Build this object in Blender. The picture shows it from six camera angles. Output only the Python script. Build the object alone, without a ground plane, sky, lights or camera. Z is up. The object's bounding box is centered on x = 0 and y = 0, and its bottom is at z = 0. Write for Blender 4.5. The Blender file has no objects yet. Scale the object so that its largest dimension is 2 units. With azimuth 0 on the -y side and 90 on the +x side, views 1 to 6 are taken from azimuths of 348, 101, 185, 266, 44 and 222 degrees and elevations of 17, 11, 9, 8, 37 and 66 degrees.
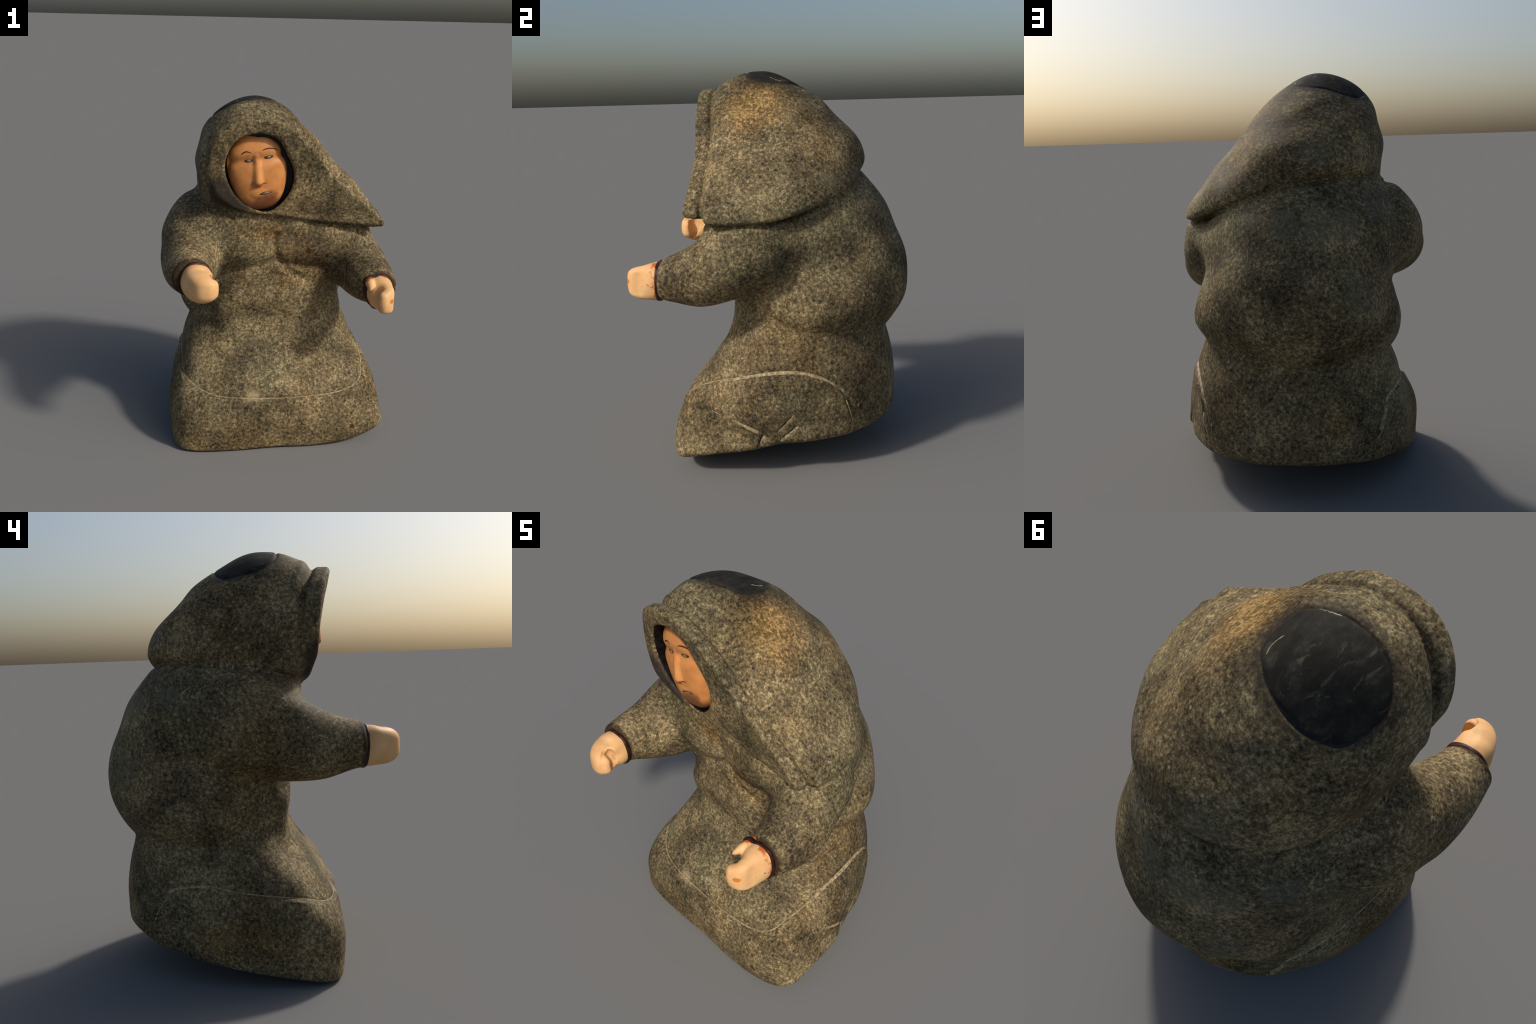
"""Soapstone carving of a kneeling woman in a hooded parka, with inlaid face, hands and crown plug.
The stone body is one smooth implicit surface (lofted profiles, tapered limbs, smooth unions,
engraved lines), meshed once and then separated into hood, torso, arms, skirt and legs."""
import numpy as np

# =====================================================================================
# 1. FIELD TOOLKIT  (every field: points (N,3) -> signed distance-like values, <0 inside)
# =====================================================================================
def smin(a, b, k):
    h = np.clip(0.5 + 0.5 * (b - a) / k, 0, 1)
    return b + (a - b) * h - k * h * (1 - h)

def smax(a, b, k):
    return -smin(-a, -b, k)

def hermite(xs, ys, n):
    """Dense smooth curve through control values (finite-difference tangents)."""
    xs = np.asarray(xs, float); ys = np.asarray(ys, float)
    m = np.gradient(ys, xs, axis=0)
    t = np.linspace(xs[0], xs[-1], n)
    i = np.clip(np.searchsorted(xs, t, side='right') - 1, 0, len(xs) - 2)
    h = xs[i + 1] - xs[i]; s = (t - xs[i]) / h
    sh = (-1,) + (1,) * (ys.ndim - 1)
    h = h.reshape(sh); s = s.reshape(sh)
    return t, ((2*s**3 - 3*s**2 + 1) * ys[i] + (s**3 - 2*s**2 + s) * h * m[i]
               + (-2*s**3 + 3*s**2) * ys[i + 1] + (s**3 - s**2) * h * m[i + 1])

def spline(pts, n):
    pts = np.asarray(pts, float)
    return hermite(np.arange(len(pts)), pts, n)[1]

class QuarterLoft:
    """Stack of horizontal sections given by their left/right/front/back reach, a slant of the
    front, and the squareness of the four corners."""
    def __init__(self, rows, n=1200):
        r = np.array(rows, float)
        self.z, self.v = hermite(r[:, 0], r[:, 1:], n)
    def __call__(self, P):
        z = P[:, 2]
        xl, xr, yf, yb, cy, sk, efl, efr, ebl, ebr = [np.interp(z, self.z, self.v[:, j]) for j in range(10)]
        cx = (xl + xr) / 2
        dx = P[:, 0] - cx; dy = P[:, 1] - cy
        a = (xr - xl) / 2
        fr = dy < 0; lf = dx < 0
        b = np.where(fr, cy - yf - sk * np.clip(dx / a, -1.2, 1.2), yb - cy)
        w = .5 + .5 * np.tanh(dx / a * 4)
        e = np.where(fr, efl + (efr - efl) * w, ebl + (ebr - ebl) * w)
        rho = ((np.abs(dx) / a) ** e + (np.abs(dy) / b) ** e) ** (1 / e)
        r = np.hypot(dx, dy)
        return np.where(rho > 1e-3, (rho - 1) * r / np.maximum(rho, 1e-3), -np.minimum(a, b))

class PolarLoft:
    """Stack of horizontal sections given by centre and radius every 30 degrees."""
    def __init__(self, rows, nz=400, na=720):
        r = np.array(rows, float)
        self.z, v = hermite(r[:, 0], r[:, 1:], nz)
        self.c = v[:, :2]
        rad = v[:, 2:]
        k = rad.shape[1]
        ext = np.concatenate([rad[:, -2:], rad, rad[:, :3]], 1)
        _, d = hermite(np.arange(-2, k + 3), ext.T, (k + 4) * (na // k) + 1)
        s = 2 * (na // k)
        self.tab = d[s:s + na + 1].T
        self.na = na
    def __call__(self, P):
        z = P[:, 2]
        cx = np.interp(z, self.z, self.c[:, 0]); cy = np.interp(z, self.z, self.c[:, 1])
        dx = P[:, 0] - cx; dy = P[:, 1] - cy
        r = np.hypot(dx, dy)
        ta = (np.arctan2(dy, dx) / (2 * np.pi) % 1.0) * self.na
        ia = np.minimum(ta.astype(int), self.na - 1); fa = ta - ia
        tz = np.clip((z - self.z[0]) / (self.z[-1] - self.z[0]), 0, 1) * (len(self.z) - 1)
        iz = np.minimum(tz.astype(int), len(self.z) - 2); fz = tz - iz
        R = ((self.tab[iz, ia] * (1 - fa) + self.tab[iz, ia + 1] * fa) * (1 - fz)
             + (self.tab[iz + 1, ia] * (1 - fa) + self.tab[iz + 1, ia + 1] * fa) * fz)
        return (r - R) * 0.85

def limb(P, rows):
    """Tapered round limb whose axis runs along y: (x, y, z, radius) control points, rounded ends."""
    r = np.asarray(rows, float); r = r[np.argsort(r[:, 1])]
    y, v = hermite(r[:, 1], r[:, [0, 2, 3]], 400)
    g = np.gradient(v, y, axis=0)
    yc = np.clip(P[:, 1], y[0], y[-1])
    cx, cz, rad, gx, gz = [np.interp(yc, y, c) for c in (v[:, 0], v[:, 1], v[:, 2], g[:, 0], g[:, 1])]
    dx = P[:, 0] - cx; dz = P[:, 2] - cz
    q = np.hypot(dx, dz)
    slant = (dx * gx + dz * gz) / np.maximum(q, 1e-6)      # lean of the axis towards this side
    q = q / np.sqrt(1 + slant ** 2)
    return np.hypot(q, P[:, 1] - yc) - rad

def ellipsoid(P, c, r):
    q = (P - np.array(c)) / np.array(r)
    k = np.sqrt((q * q).sum(1)) + 1e-9
    g = np.sqrt(((q / np.array(r)) ** 2).sum(1)) + 1e-9
    return k * (k - 1) / g

def polyline_distance(P, pts):
    best = np.full(len(P), 1e9); arg = np.zeros(len(P))
    n = len(pts) - 1
    for i in range(n):
        ab = pts[i + 1] - pts[i]
        t = np.clip((P - pts[i]) @ ab / max(ab @ ab, 1e-12), 0, 1)
        q = P - pts[i] - t[:, None] * ab
        d2 = (q * q).sum(1)
        m = d2 < best
        best = np.where(m, d2, best); arg = np.where(m, (i + t) / n, arg)
    return np.sqrt(best), arg

class Outline:
    """Signed distance to a smooth closed outline in a plane, tabulated."""
    def __init__(self, pts, lo, hi, h=0.006, n=120, smooth=True):
        p = np.asarray(pts, float)
        if smooth:
            e = np.concatenate([p[-2:], p, p[:3]])
            k = n // len(p)
            c = hermite(np.arange(len(e)), e, (len(e) - 1) * k + 1)[1][2 * k:2 * k + len(p) * k]
        else:
            c = p
        gx = np.arange(lo[0], hi[0] + h, h); gy = np.arange(lo[1], hi[1] + h, h)
        G = np.stack(np.meshgrid(gx, gy, indexing='ij'), -1).reshape(-1, 2)
        best = np.full(len(G), 1e9); inside = np.zeros(len(G), bool)
        for a, b in zip(c, np.roll(c, -1, 0)):
            ab = b - a
            t = np.clip((G - a) @ ab / (ab @ ab), 0, 1)
            q = G - a - t[:, None] * ab
            best = np.minimum(best, (q * q).sum(1))
            cond = (a[1] > G[:, 1]) != (b[1] > G[:, 1])
            with np.errstate(divide='ignore', invalid='ignore'):
                xc = (b[0] - a[0]) * (G[:, 1] - a[1]) / (b[1] - a[1]) + a[0]
            inside ^= cond & (G[:, 0] < xc)
        d = np.sqrt(best); d[inside] *= -1
        self.tab = d.reshape(len(gx), len(gy)); self.lo = lo; self.h = h
    def __call__(self, x, y):
        u = np.clip((x - self.lo[0]) / self.h, 0, self.tab.shape[0] - 1.001)
        v = np.clip((y - self.lo[1]) / self.h, 0, self.tab.shape[1] - 1.001)
        i = u.astype(int); j = v.astype(int); f = u - i; g = v - j; T = self.tab
        return ((T[i, j] * (1 - f) + T[i + 1, j] * f) * (1 - g)
                + (T[i, j + 1] * (1 - f) + T[i + 1, j + 1] * f) * g)

def lumps(P, s, seed):
    """Cheap smooth pseudo-noise: a few rotated sine products."""
    rg = np.random.RandomState(seed); out = 0
    for _ in range(4):
        k = rg.normal(size=(3, 3)) * s; ph = rg.uniform(0, 6.28, 3)
        out = out + np.sin(P @ k[0] + ph[0]) * np.sin(P @ k[1] + ph[1]) * np.sin(P @ k[2] + ph[2])
    return out / 2

# =====================================================================================
# 2. THE STONE BODY
# =====================================================================================
# z, left, right, front, back, centre y, front slant, squareness front-left, front-right, back-left, back-right
SKIRT = QuarterLoft([
    (-0.080, -0.622, 0.645, -0.420, 0.518, -0.150, -0.016, 5.55, 6.58, 2.18, 1.94),
    (0.060, -0.601, 0.663, -0.450, 0.580, -0.150, -0.028, 5.40, 6.56, 2.09, 1.91),
    (0.200, -0.589, 0.634, -0.457, 0.625, -0.150, -0.029, 5.08, 6.41, 2.21, 2.07),
    (0.320, -0.570, 0.616, -0.426, 0.628, -0.130, -0.024, 4.24, 5.39, 2.48, 2.18),
    (0.420, -0.522, 0.590, -0.378, 0.622, -0.100, -0.038, 3.43, 5.07, 3.18, 2.18),
    (0.520, -0.487, 0.557, -0.313, 0.608, -0.040, -0.022, 2.67, 4.10, 3.33, 2.17),
    (0.620, -0.440, 0.514, -0.247, 0.581, 0.040, -0.023, 2.08, 3.22, 3.15, 2.15),
    (0.720, -0.409, 0.475, -0.217, 0.564, 0.100, -0.020, 2.02, 2.73, 2.91, 2.19),
    (0.850, -0.400, 0.429, -0.228, 0.532, 0.140, -0.010, 2.12, 2.45, 2.72, 2.18),
    (1.000, -0.402, 0.413, -0.243, 0.480, 0.140, -0.004, 2.03, 2.27, 2.66, 2.17),
    (1.150, -0.399, 0.410, -0.257, 0.403, 0.120, -0.003, 1.77, 2.20, 2.65, 2.17)])
PARKA = QuarterLoft([
    (0.550, -0.313, 0.319, -0.017, 0.485, 0.220, 0.003, 2.25, 2.20, 1.86, 1.76),
    (0.630, -0.414, 0.417, -0.027, 0.571, 0.220, 0.004, 2.26, 2.20, 1.80, 1.70),
    (0.700, -0.475, 0.460, -0.057, 0.626, 0.220, 0.004, 2.28, 2.21, 1.79, 1.70),
    (0.800, -0.500, 0.523, -0.096, 0.679, 0.220, 0.004, 2.31, 2.23, 1.86, 1.70),
    (0.930, -0.473, 0.504, -0.153, 0.693, 0.200, 0.004, 2.35, 2.24, 2.07, 1.76),
    (1.050, -0.439, 0.451, -0.197, 0.682, 0.180, 0.007, 2.41, 2.25, 2.01, 1.85),
    (1.180, -0.460, 0.437, -0.231, 0.628, 0.140, 0.009, 2.50, 2.28, 2.00, 1.80),
    (1.320, -0.467, 0.428, -0.276, 0.567, 0.100, 0.012, 2.64, 2.29, 2.08, 1.73),
    (1.450, -0.415, 0.388, -0.275, 0.463, 0.080, 0.011, 2.63, 2.26, 2.06, 1.84),
    (1.560, -0.352, 0.329, -0.245, 0.357, 0.060, 0.011, 2.59, 2.26, 2.08, 1.89)])
#  z, centre x, centre y, radius every 30 degrees from +x counter-clockwise
HOOD = PolarLoft([
    (1.200, 0.000, 0.000, 0.603, 0.515, 0.464, 0.432, 0.426, 0.414, 0.406, 0.439, 0.479, 0.440, 0.483, 0.642),
    (1.330, 0.000, 0.000, 0.576, 0.510, 0.471, 0.446, 0.436, 0.423, 0.414, 0.449, 0.490, 0.440, 0.483, 0.644),
    (1.450, 0.000, 0.000, 0.472, 0.476, 0.471, 0.453, 0.450, 0.429, 0.416, 0.459, 0.510, 0.460, 0.472, 0.559),
    (1.550, 0.000, 0.000, 0.409, 0.395, 0.420, 0.464, 0.462, 0.436, 0.422, 0.468, 0.540, 0.479, 0.460, 0.477),
    (1.650, 0.000, 0.000, 0.321, 0.324, 0.366, 0.421, 0.438, 0.424, 0.432, 0.481, 0.549, 0.496, 0.424, 0.379),
    (1.750, -0.040, -0.030, 0.278, 0.295, 0.319, 0.343, 0.372, 0.370, 0.363, 0.411, 0.473, 0.441, 0.353, 0.332),
    (1.850, -0.090, -0.070, 0.227, 0.246, 0.261, 0.297, 0.278, 0.273, 0.283, 0.303, 0.337, 0.345, 0.286, 0.257),
    (1.950, -0.110, -0.090, 0.155, 0.156, 0.165, 0.163, 0.161, 0.170, 0.188, 0.204, 0.224, 0.221, 0.184, 0.183),
    (2.050, -0.120, -0.110, 0.060, 0.060, 0.065, 0.070, 0.070, 0.070, 0.065, 0.070, 0.075, 0.080, 0.070, 0.060)])

def front_plane(x, z):
    """y of the flat front of the hood; it leans forward towards the top."""
    return (-.314 - .216 * (z - 1.39) - .04 * (x + .15)
            + .9 * np.minimum(x + .2, 0) ** 2 * np.clip((z - 1.5) * 3.5, 0, 1) - .25 * np.maximum(x - .2, 0) ** 2)

# hood front: outline of the face plate (x, z) and of the face opening
PLATE = Outline([(-0.413, 1.647), (-0.394, 1.788), (-0.317, 1.877), (-0.185, 1.918), (-0.048, 1.901), (0.033, 1.856), 
                 (0.129, 1.768), (0.248, 1.617), (0.429, 1.466), (0.554, 1.361), (0.579, 1.320), (0.547, 1.305), 
                 (0.336, 1.320), (0.127, 1.345), (-0.022, 1.366), (-0.149, 1.377), (-0.278, 1.426), (-0.373, 1.518)],
                (-.6, 1.1), (.8, 2.1))
OPENING = Outline([(-0.163, 1.839), (-0.263, 1.805), (-0.313, 1.726), (-0.319, 1.628), (-0.273, 1.517), (-0.198, 1.440), 
                 (-0.097, 1.403), (-0.027, 1.427), (0.038, 1.511), (0.050, 1.623), (0.001, 1.733), (-0.058, 1.813)],
                (-.6, 1.1), (.8, 2.1))

ARM_RIGHT = [
    (-0.448, 0.040, 1.154, 0.163),
    (-0.480, -0.150, 1.115, 0.164),
    (-0.504, -0.321, 1.095, 0.145),
    (-0.517, -0.491, 1.101, 0.106),
    (-0.515, -0.560, 1.096, 0.095)]
ARM_LEFT = [
    (0.449, -0.023, 1.087, 0.132),
    (0.486, -0.153, 1.038, 0.146),
    (0.514, -0.293, 1.007, 0.148),
    (0.525, -0.441, 0.995, 0.115),
    (0.537, -0.529, 0.984, 0.085),
    (0.530, -0.600, 0.980, 0.085)]
# upper arms: centre and half sizes
SHOULDER = [
    (-0.393, 0.013, 1.217, 0.238, 0.197, 0.198),
    (0.432, -0.058, 1.171, 0.187, 0.157, 0.193)]
CUFF_RIGHT = (np.array([-.515, -.505, 1.098]), np.array([.06, -.995, -.05]))
CUFF_LEFT = (np.array([.515, -.508, .983]), np.array([.10, -.99, .02]))

BASE = (-0.0048, 0.1677, 0.0887, 0.3364)      # underside: height, rise to the back, curl, rise to the side

def hood_bottom(x, y):
    return 1.366 - .186 * x + .12 * y + .03 * x * x - .125 * x * y + .284 * y * y

def hood_field(P):
    x, y, z = P.T
    loft = HOOD(P)
    loft = smax(loft, z - 2.0 + .6 * ((x + .12) ** 2 + (y + .11) ** 2), .09)   # rounded crown
    fp = (y - front_plane(x, z)) * .977                     # >0 behind the front
    body = smax(loft, .045 - fp, .05)
    plate = PLATE(x, z) - .007 * np.clip((x - .05) * 10, 0, 1)
    t, rnd = .036, .020
    q1 = plate + rnd; q2 = np.abs(fp - t) - t + rnd
    flat = np.hypot(np.maximum(q1, 0), np.maximum(q2, 0)) + np.minimum(np.maximum(q1, q2), 0) - rnd
    edge = np.exp(-(plate / .06) ** 2)
    body = body + edge * ((.013 + .008 * np.clip(x * 6, -.5, 1)) * np.exp(-((fp - .080) / .024) ** 2)           # valley behind the lip ...
                          - .010 * np.exp(-((fp - .125) / .024) ** 2))         # ... and the soft ridge after it
    d = smin(body, flat, .024)
    d = smax(d, hood_bottom(x, y) - z, .035)
    return d

def torso_field(P):
    x, y, z = P.T
    skirt = SKIRT(P)
    b0, b1, b2, b3 = BASE
    base = b0 + b1 * np.maximum(y + .40, 0) + b2 * np.maximum(y - .1, 0) ** 2 + b3 * np.maximum(x - .1, 0) ** 2
    skirt = smax(skirt, base - z, .038)
    skirt = smax(skirt, z - 1.10, .1)
    parka = smax(PARKA(P), np.maximum(.57 - z, z - 1.55), .06)
    # breasts
    parka = smin(parka, ellipsoid(P, (-.17, -.13, 1.17), (.20, .14, .13)), .06)
    parka = smin(parka, ellipsoid(P, (.16, -.13, 1.15), (.19, .14, .13)), .06)
    return skirt, parka

def arms_field(P):
    out = []
    for rows, (c, n), sh in ((ARM_RIGHT, CUFF_RIGHT, SHOULDER[0]), (ARM_LEFT, CUFF_LEFT, SHOULDER[1])):
        arm = smax(limb(P, rows), (P - c) @ n, .022)
        out.append(smin(arm, ellipsoid(P, sh[:3], sh[3:]), .08))
    return out

ENGRAVED = []      # (dense polyline, half width, depth), filled below

def fields(P):
    skirt, parka = torso_field(P)
    right, left = arms_field(P)
    return skirt, parka, right, left, hood_field(P)

# soft swells (+) and hollows (-) of the carving: centre, reach, height
SWELLS = [((-0.4, -0.24, 1.29), 0.13, 0.042),
          ((0.44, -0.22, 1.21), 0.13, 0.05),
          ((0.25, -0.24, 1.24), 0.12, 0.061),
          ((-0.4, 0.45, 0.88), 0.2, 0.015),
          ((0.17, -0.24, 1.15), 0.09, -0.012),
          ((-0.32, -0.2, 0.88), 0.12, 0.041),
          ((-0.42, -0.2, 0.58), 0.12, -0.023),
          ((0.43, 0.22, 1.16), 0.11, 0.025),
          ((0.5, -0.15, 0.55), 0.14, -0.017),
          ((-0.45, 0.42, 0.42), 0.17, -0.027),
          ((-0.62, -0.03, 1.04), 0.13, -0.022),
          ((-0.48, -0.22, 1.3), 0.12, 0.008),
          ((0.35, -0.27, 1.27), 0.1, 0.012),
          ((-0.34, -0.2, 0.8), 0.12, 0.036),
          ((-0.5, -0.27, 1.28), 0.1, 0.012),
          ((-0.42, -0.1, 1.4), 0.1, 0.02),
          ((0.46, -0.2, 0.58), 0.14, -0.03),
          ((-0.48, -0.36, 0.38), 0.12, -0.03),
          ((0.1, -0.27, 1.31), 0.07, 0.03),
          ((0.3, -0.28, 1.28), 0.07, 0.03),
          ((0.45, -0.27, 1.26), 0.07, 0.03),
          ((0.2, -0.45, 0.08), 0.15, 0.008),
          ((0.45, 0.12, 1.2), 0.1, 0.02),
          ((0.42, 0, 0.83), 0.1, 0.02),
          ((0.52, 0.25, 0.33), 0.13, -0.02),
          ((-0.3, -0.1, 0.74), 0.1, 0.04),
          ((-0.38, -0.015, 0.795), 0.09, 0.03),
          ((-0.58, 0.13, 1.13), 0.13, -0.03),
          ((-0.553, -0.163, 1.304), 0.1, 0.02),
          ((-0.467, 0.03, 1.417), 0.1, 0.015),
          ((-0.436, 0.296, 1.243), 0.1, 0.018),
          ((-0.28, 0.56, 0.53), 0.12, -0.035),
          ((-0.2, 0.63, 0.97), 0.14, 0.02),
          ((-0.268, 0.48, 1.344), 0.08, -0.012),
          ((-0.585, -0.1, 0.24), 0.1, 0.018),
          ((-0.46, 0.054, 0.565), 0.1, 0.016),
          ((0.519, 0.164, 0.875), 0.09, -0.02),
          ((0.6, -0.01, 1.205), 0.08, -0.015),
          ((0.573, -0.264, 1.163), 0.09, 0.016),
          ((0.53, -0.33, 0.445), 0.09, -0.02),
          ((0.598, 0.09, 0.218), 0.1, -0.018),
          ((0.32, -0.157, 0.971), 0.07, 0.04),
          ((0.37, -0.47, 0.15), 0.1, 0.01),
          ((-0.358, -0.389, 0.328), 0.09, -0.016),
          ((-0.433, -0.279, 1.307), 0.07, -0.014),
          ((-0.6, -0.2, 1.253), 0.08, 0.012),
          ((0.5, 0.18, 0.945), 0.08, -0.015),
          ((0.474, 0.175, 1.18), 0.08, 0.018),
          ((0.15, -0.446, 0.28), 0.12, 0.01),
          ((-0.365, 0.485, 0.485), 0.11, -0.022),
          ((-0.6, 0.08, 1.275), 0.08, -0.018),
          ((-0.44, 0.26, 1.09), 0.09, 0.02),
          ((-0.4, -0.06, 0.92), 0.07, 0.022),
          ((-0.4, -0.03, 0.66), 0.09, 0.018),
          ((-0.44, 0.21, 0.605), 0.09, 0.014),
          ((-0.46, -0.318, 0.356), 0.09, -0.018),
          ((-0.23, -0.17, 0.675), 0.09, 0.016),
          ((0.39, -0.076, 0.85), 0.08, 0.018),
          ((-0.31, -0.185, 0.885), 0.06, -0.02),
          ((-0.037, -0.237, 1.006), 0.06, -0.012),
          ((0.032, -0.285, 1.317), 0.05, -0.01),
          ((0.32, -0.2, 1.06), 0.06, 0.014),
          ((0.322, -0.15, 0.864), 0.06, 0.012),
          ((-0.38, 0.44, 1.07), 0.09, 0.012),
          ((-0.487, 0.034, 1.42), 0.08, 0.012),
          ((-0.628, -0.11, 1.11), 0.09, 0.01),
          ((0.508, 0.199, 0.795), 0.07, -0.012),
          ((0.34, -0.475, 0.09), 0.1, 0.008)]

# the same on the hood
HOOD_SWELLS = [((.50, -.04, 1.44), .12, .012), ((.12, .06, 1.85), .14, .018), ((.22, .37, 1.53), .10, .014),
               ((-.38, 0, 1.81), .10, .010), ((.28, -.25, 1.69), .09, -.014),
               ((.147, -.347, 1.49), .08, .012), ((.434, -.204, 1.54), .08, .010), ((-.37, -.28, 1.50), .06, .014)]

def swell(d, P, items):
    d = d.copy()
    x, y, z = P.T
    for c, r, amount in items:
        k = np.flatnonzero(np.abs(z - c[2]) < 2.6 * r)
        k = k[np.abs(x[k] - c[0]) < 2.6 * r]
        k = k[np.abs(y[k] - c[1]) < 2.6 * r]
        if len(k):
            q = P[k] - np.array(c)
            d[k] -= amount * np.exp(-(q * q).sum(1) / r ** 2)
    return d

def combine(fs, P):
    skirt, parka, right, left, hood = fs
    d = smin(skirt, parka, .013)
    d = smin(d, right, .09)
    d = smin(d, left, .08)
    gap = P[:, 2] - hood_bottom(P[:, 0], P[:, 1])
    d = d + .014 * np.clip((P[:, 1] + .28) * 8, 0, 1) * np.exp(-((gap + .008) / .017) ** 2)        # narrow valley under the edge of the hood
    d = swell(d, P, SWELLS)
    return smin(d, swell(hood, P, HOOD_SWELLS), .009)

# crown plug: outline of the inlaid disc seen from above
PLUG = Outline([(.010, .042), (.036, -.030), (.008, -.130), (-.115, -.174), (-.250, -.168), (-.310, -.133),
                (-.347, -.058), (-.318, .060), (-.265, .104), (-.187, .125), (-.078, .107)], (-.5, -.4), (.3, .4))

def body_plain(P):
    d = combine(fields(P), P)
    x, y, z = P.T
    # hollow for the face
    hollow = np.maximum(OPENING(x, z), (y - front_plane(x, z)) - .050 - .3 * np.clip(-.15 - x, 0, .14))
    d = smax(d, -hollow, .022)
    d = smax(d, .004 - z, .012)
    seam = np.exp(-(PLUG(x, y) / .007) ** 2) * np.clip((z - 1.78) * 20, 0, 1)
    return d + .0035 * lumps(P, 7.0, 3) + .007 * seam

def body(P):
    d = body_plain(P)
    near = np.abs(d) < .06
    if near.any():
        Q = P[near]; add = np.zeros(len(Q))
        for pts, w, dep in ENGRAVED:
            lo = pts.min(0) - 4 * w; hi = pts.max(0) + 4 * w
            m = ((Q > lo) & (Q < hi)).all(1)
            if m.any():
                r, t = polyline_distance(Q[m], pts)
                fade = np.clip(np.minimum(t, 1 - t) * 8, .15, 1)
                add[m] = np.maximum(add[m], dep * fade * np.exp(-(r / w) ** 2))
        # the folded legs stand a little proud below the hem
        a, z = hem_height()
        t = hem_angle(Q)
        drop = np.interp(t, a, z) - Q[:, 2]
        inside = np.clip(np.minimum(t - a[0], a[-1] - t) * 12, 0, 1)
        lift = .015 * inside * np.clip(drop / .016, 0, 1) * np.exp(-np.maximum(drop, 0) / .11)
        d[near] += add - lift * (Q[:, 2] < .6)
    return d

def hem_angle(P):
    """Bearing about the vertical axis: 0 at the front, growing towards +x."""
    return np.arctan2(P[:, 0] - .02, -(P[:, 1] - .05))

def hem_height():
    h = ENGRAVED[0][0]; h = h[np.argsort(hem_angle(h))]
    return hem_angle(h), h[:, 2]

def gradient(f, P, e=.0015):
    g = np.stack([f(P + e * np.eye(3)[i]) - f(P - e * np.eye(3)[i]) for i in range(3)], 1) / (2 * e)
    return g

def settle(f, P, steps=3):
    """Slide points onto the zero surface of f."""
    for _ in range(steps):
        g = gradient(f, P)
        d = f(P)
        step = d[:, None] * g / np.maximum((g * g).sum(1), .15)[:, None]
        n = np.linalg.norm(step, axis=1, keepdims=True)
        P = P - step * np.minimum(1, .012 / np.maximum(n, 1e-9))
    return P

def engrave(ctrl, width, depth, n=48):
    pts = settle(body_plain, np.array(ctrl, float), 12)
    pts = settle(body_plain, spline(pts, n), 6)
    ENGRAVED.append((pts, width, depth))
    return pts

# hem of the parka over the folded legs: round both thighs and across the front
HEM = engrave([(.425, .445, .17), (.440, .438, .268), (.455, .415, .36), (.474, .369, .443), (.512, .26, .509),
               (.539, .119, .533), (.560, -.108, .508), (.545, -.25, .478), (.515, -.34, .440), (.479, -.405, .392),
               (.40, -.425, .350), (.278, -.423, .326), (.0, -.405, .313), (-.29, -.376, .325), (-.437, -.324, .357),
               (-.520, -.18, .402), (-.514, .036, .432), (-.491, .214, .469), (-.455, .365, .457),
               (-.433, .429, .405), (-.390, .475, .306), (-.350, .50, .18)], .008, .008, 150)
THIGH_LEFT = engrave([(.432, .442, .22), (.455, .415, .36), (.474, .369, .443), (.512, .26, .509), (.539, .119, .533),
                      (.560, -.108, .508), (.555, -.22, .485)], .016, .010, 50)
THIGH_RIGHT = engrave([(-.38, .48, .27), (-.433, .429, .405), (-.455, .365, .457), (-.491, .214, .469), (-.51, .08, .44)],
                      .013, .009, 40)
# chest: cleft between the breasts and the folds beneath them
engrave([(-.017, -.265, 1.275), (-.016, -.247, 1.218), (-.010, -.237, 1.138), (-.004, -.235, 1.10)], .016, .016, 20)
engrave([(-.014, -.24, 1.16), (.015, -.235, 1.088), (.064, -.241, 1.038), (.136, -.23, .985), (.22, -.20, .95)], .018, .018, 24)
engrave([(-.012, -.24, 1.13), (-.03, -.233, 1.085), (-.09, -.237, 1.05), (-.18, -.221, 1.018)], .016, .011, 20)
# tool marks on the side of the left knee
NICKS = [engrave([(.619, -.154, .304), (.623, -.082, .274), (.621, -.006, .237)], .010, .010, 12),
         engrave([(.608, -.254, .345), (.615, -.201, .324)], .006, .005, 6),
         engrave([(.579, .162, .322), (.592, .127, .278), (.605, .083, .233)], .008, .007, 12),
         engrave([(.576, .185, .263), (.591, .141, .224), (.598, .095, .182)], .009, .009, 12),
         engrave([(.616, .028, .227), (.618, .014, .185), (.615, .008, .15)], .020, .018, 8)]

# fine pale scratches
SCRATCHES = [[(-.01, .467, 1.537), (-.047, .466, 1.545), (-.088, .459, 1.553)],
             [(-.421, .322, 1.332), (-.420, .288, 1.360), (-.418, .253, 1.384)],
             [(-.004, .040, 1.943), (.003, .006, 1.952), (-.009, -.034, 1.968)],
             [(.394, -.378, .442), (.387, -.360, .464), (.424, -.339, .476)]]

def below_hem(P):
    """Faces of the folded legs: under the hem line."""
    a, z = hem_height(); t = hem_angle(P)
    return (t > a[0]) & (t < a[-1]) & (P[:, 2] < np.interp(t, a, z))

def in_plug(P):
    return (PLUG(P[:, 0], P[:, 1]) < 0) & (P[:, 2] > 1.78)


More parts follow.
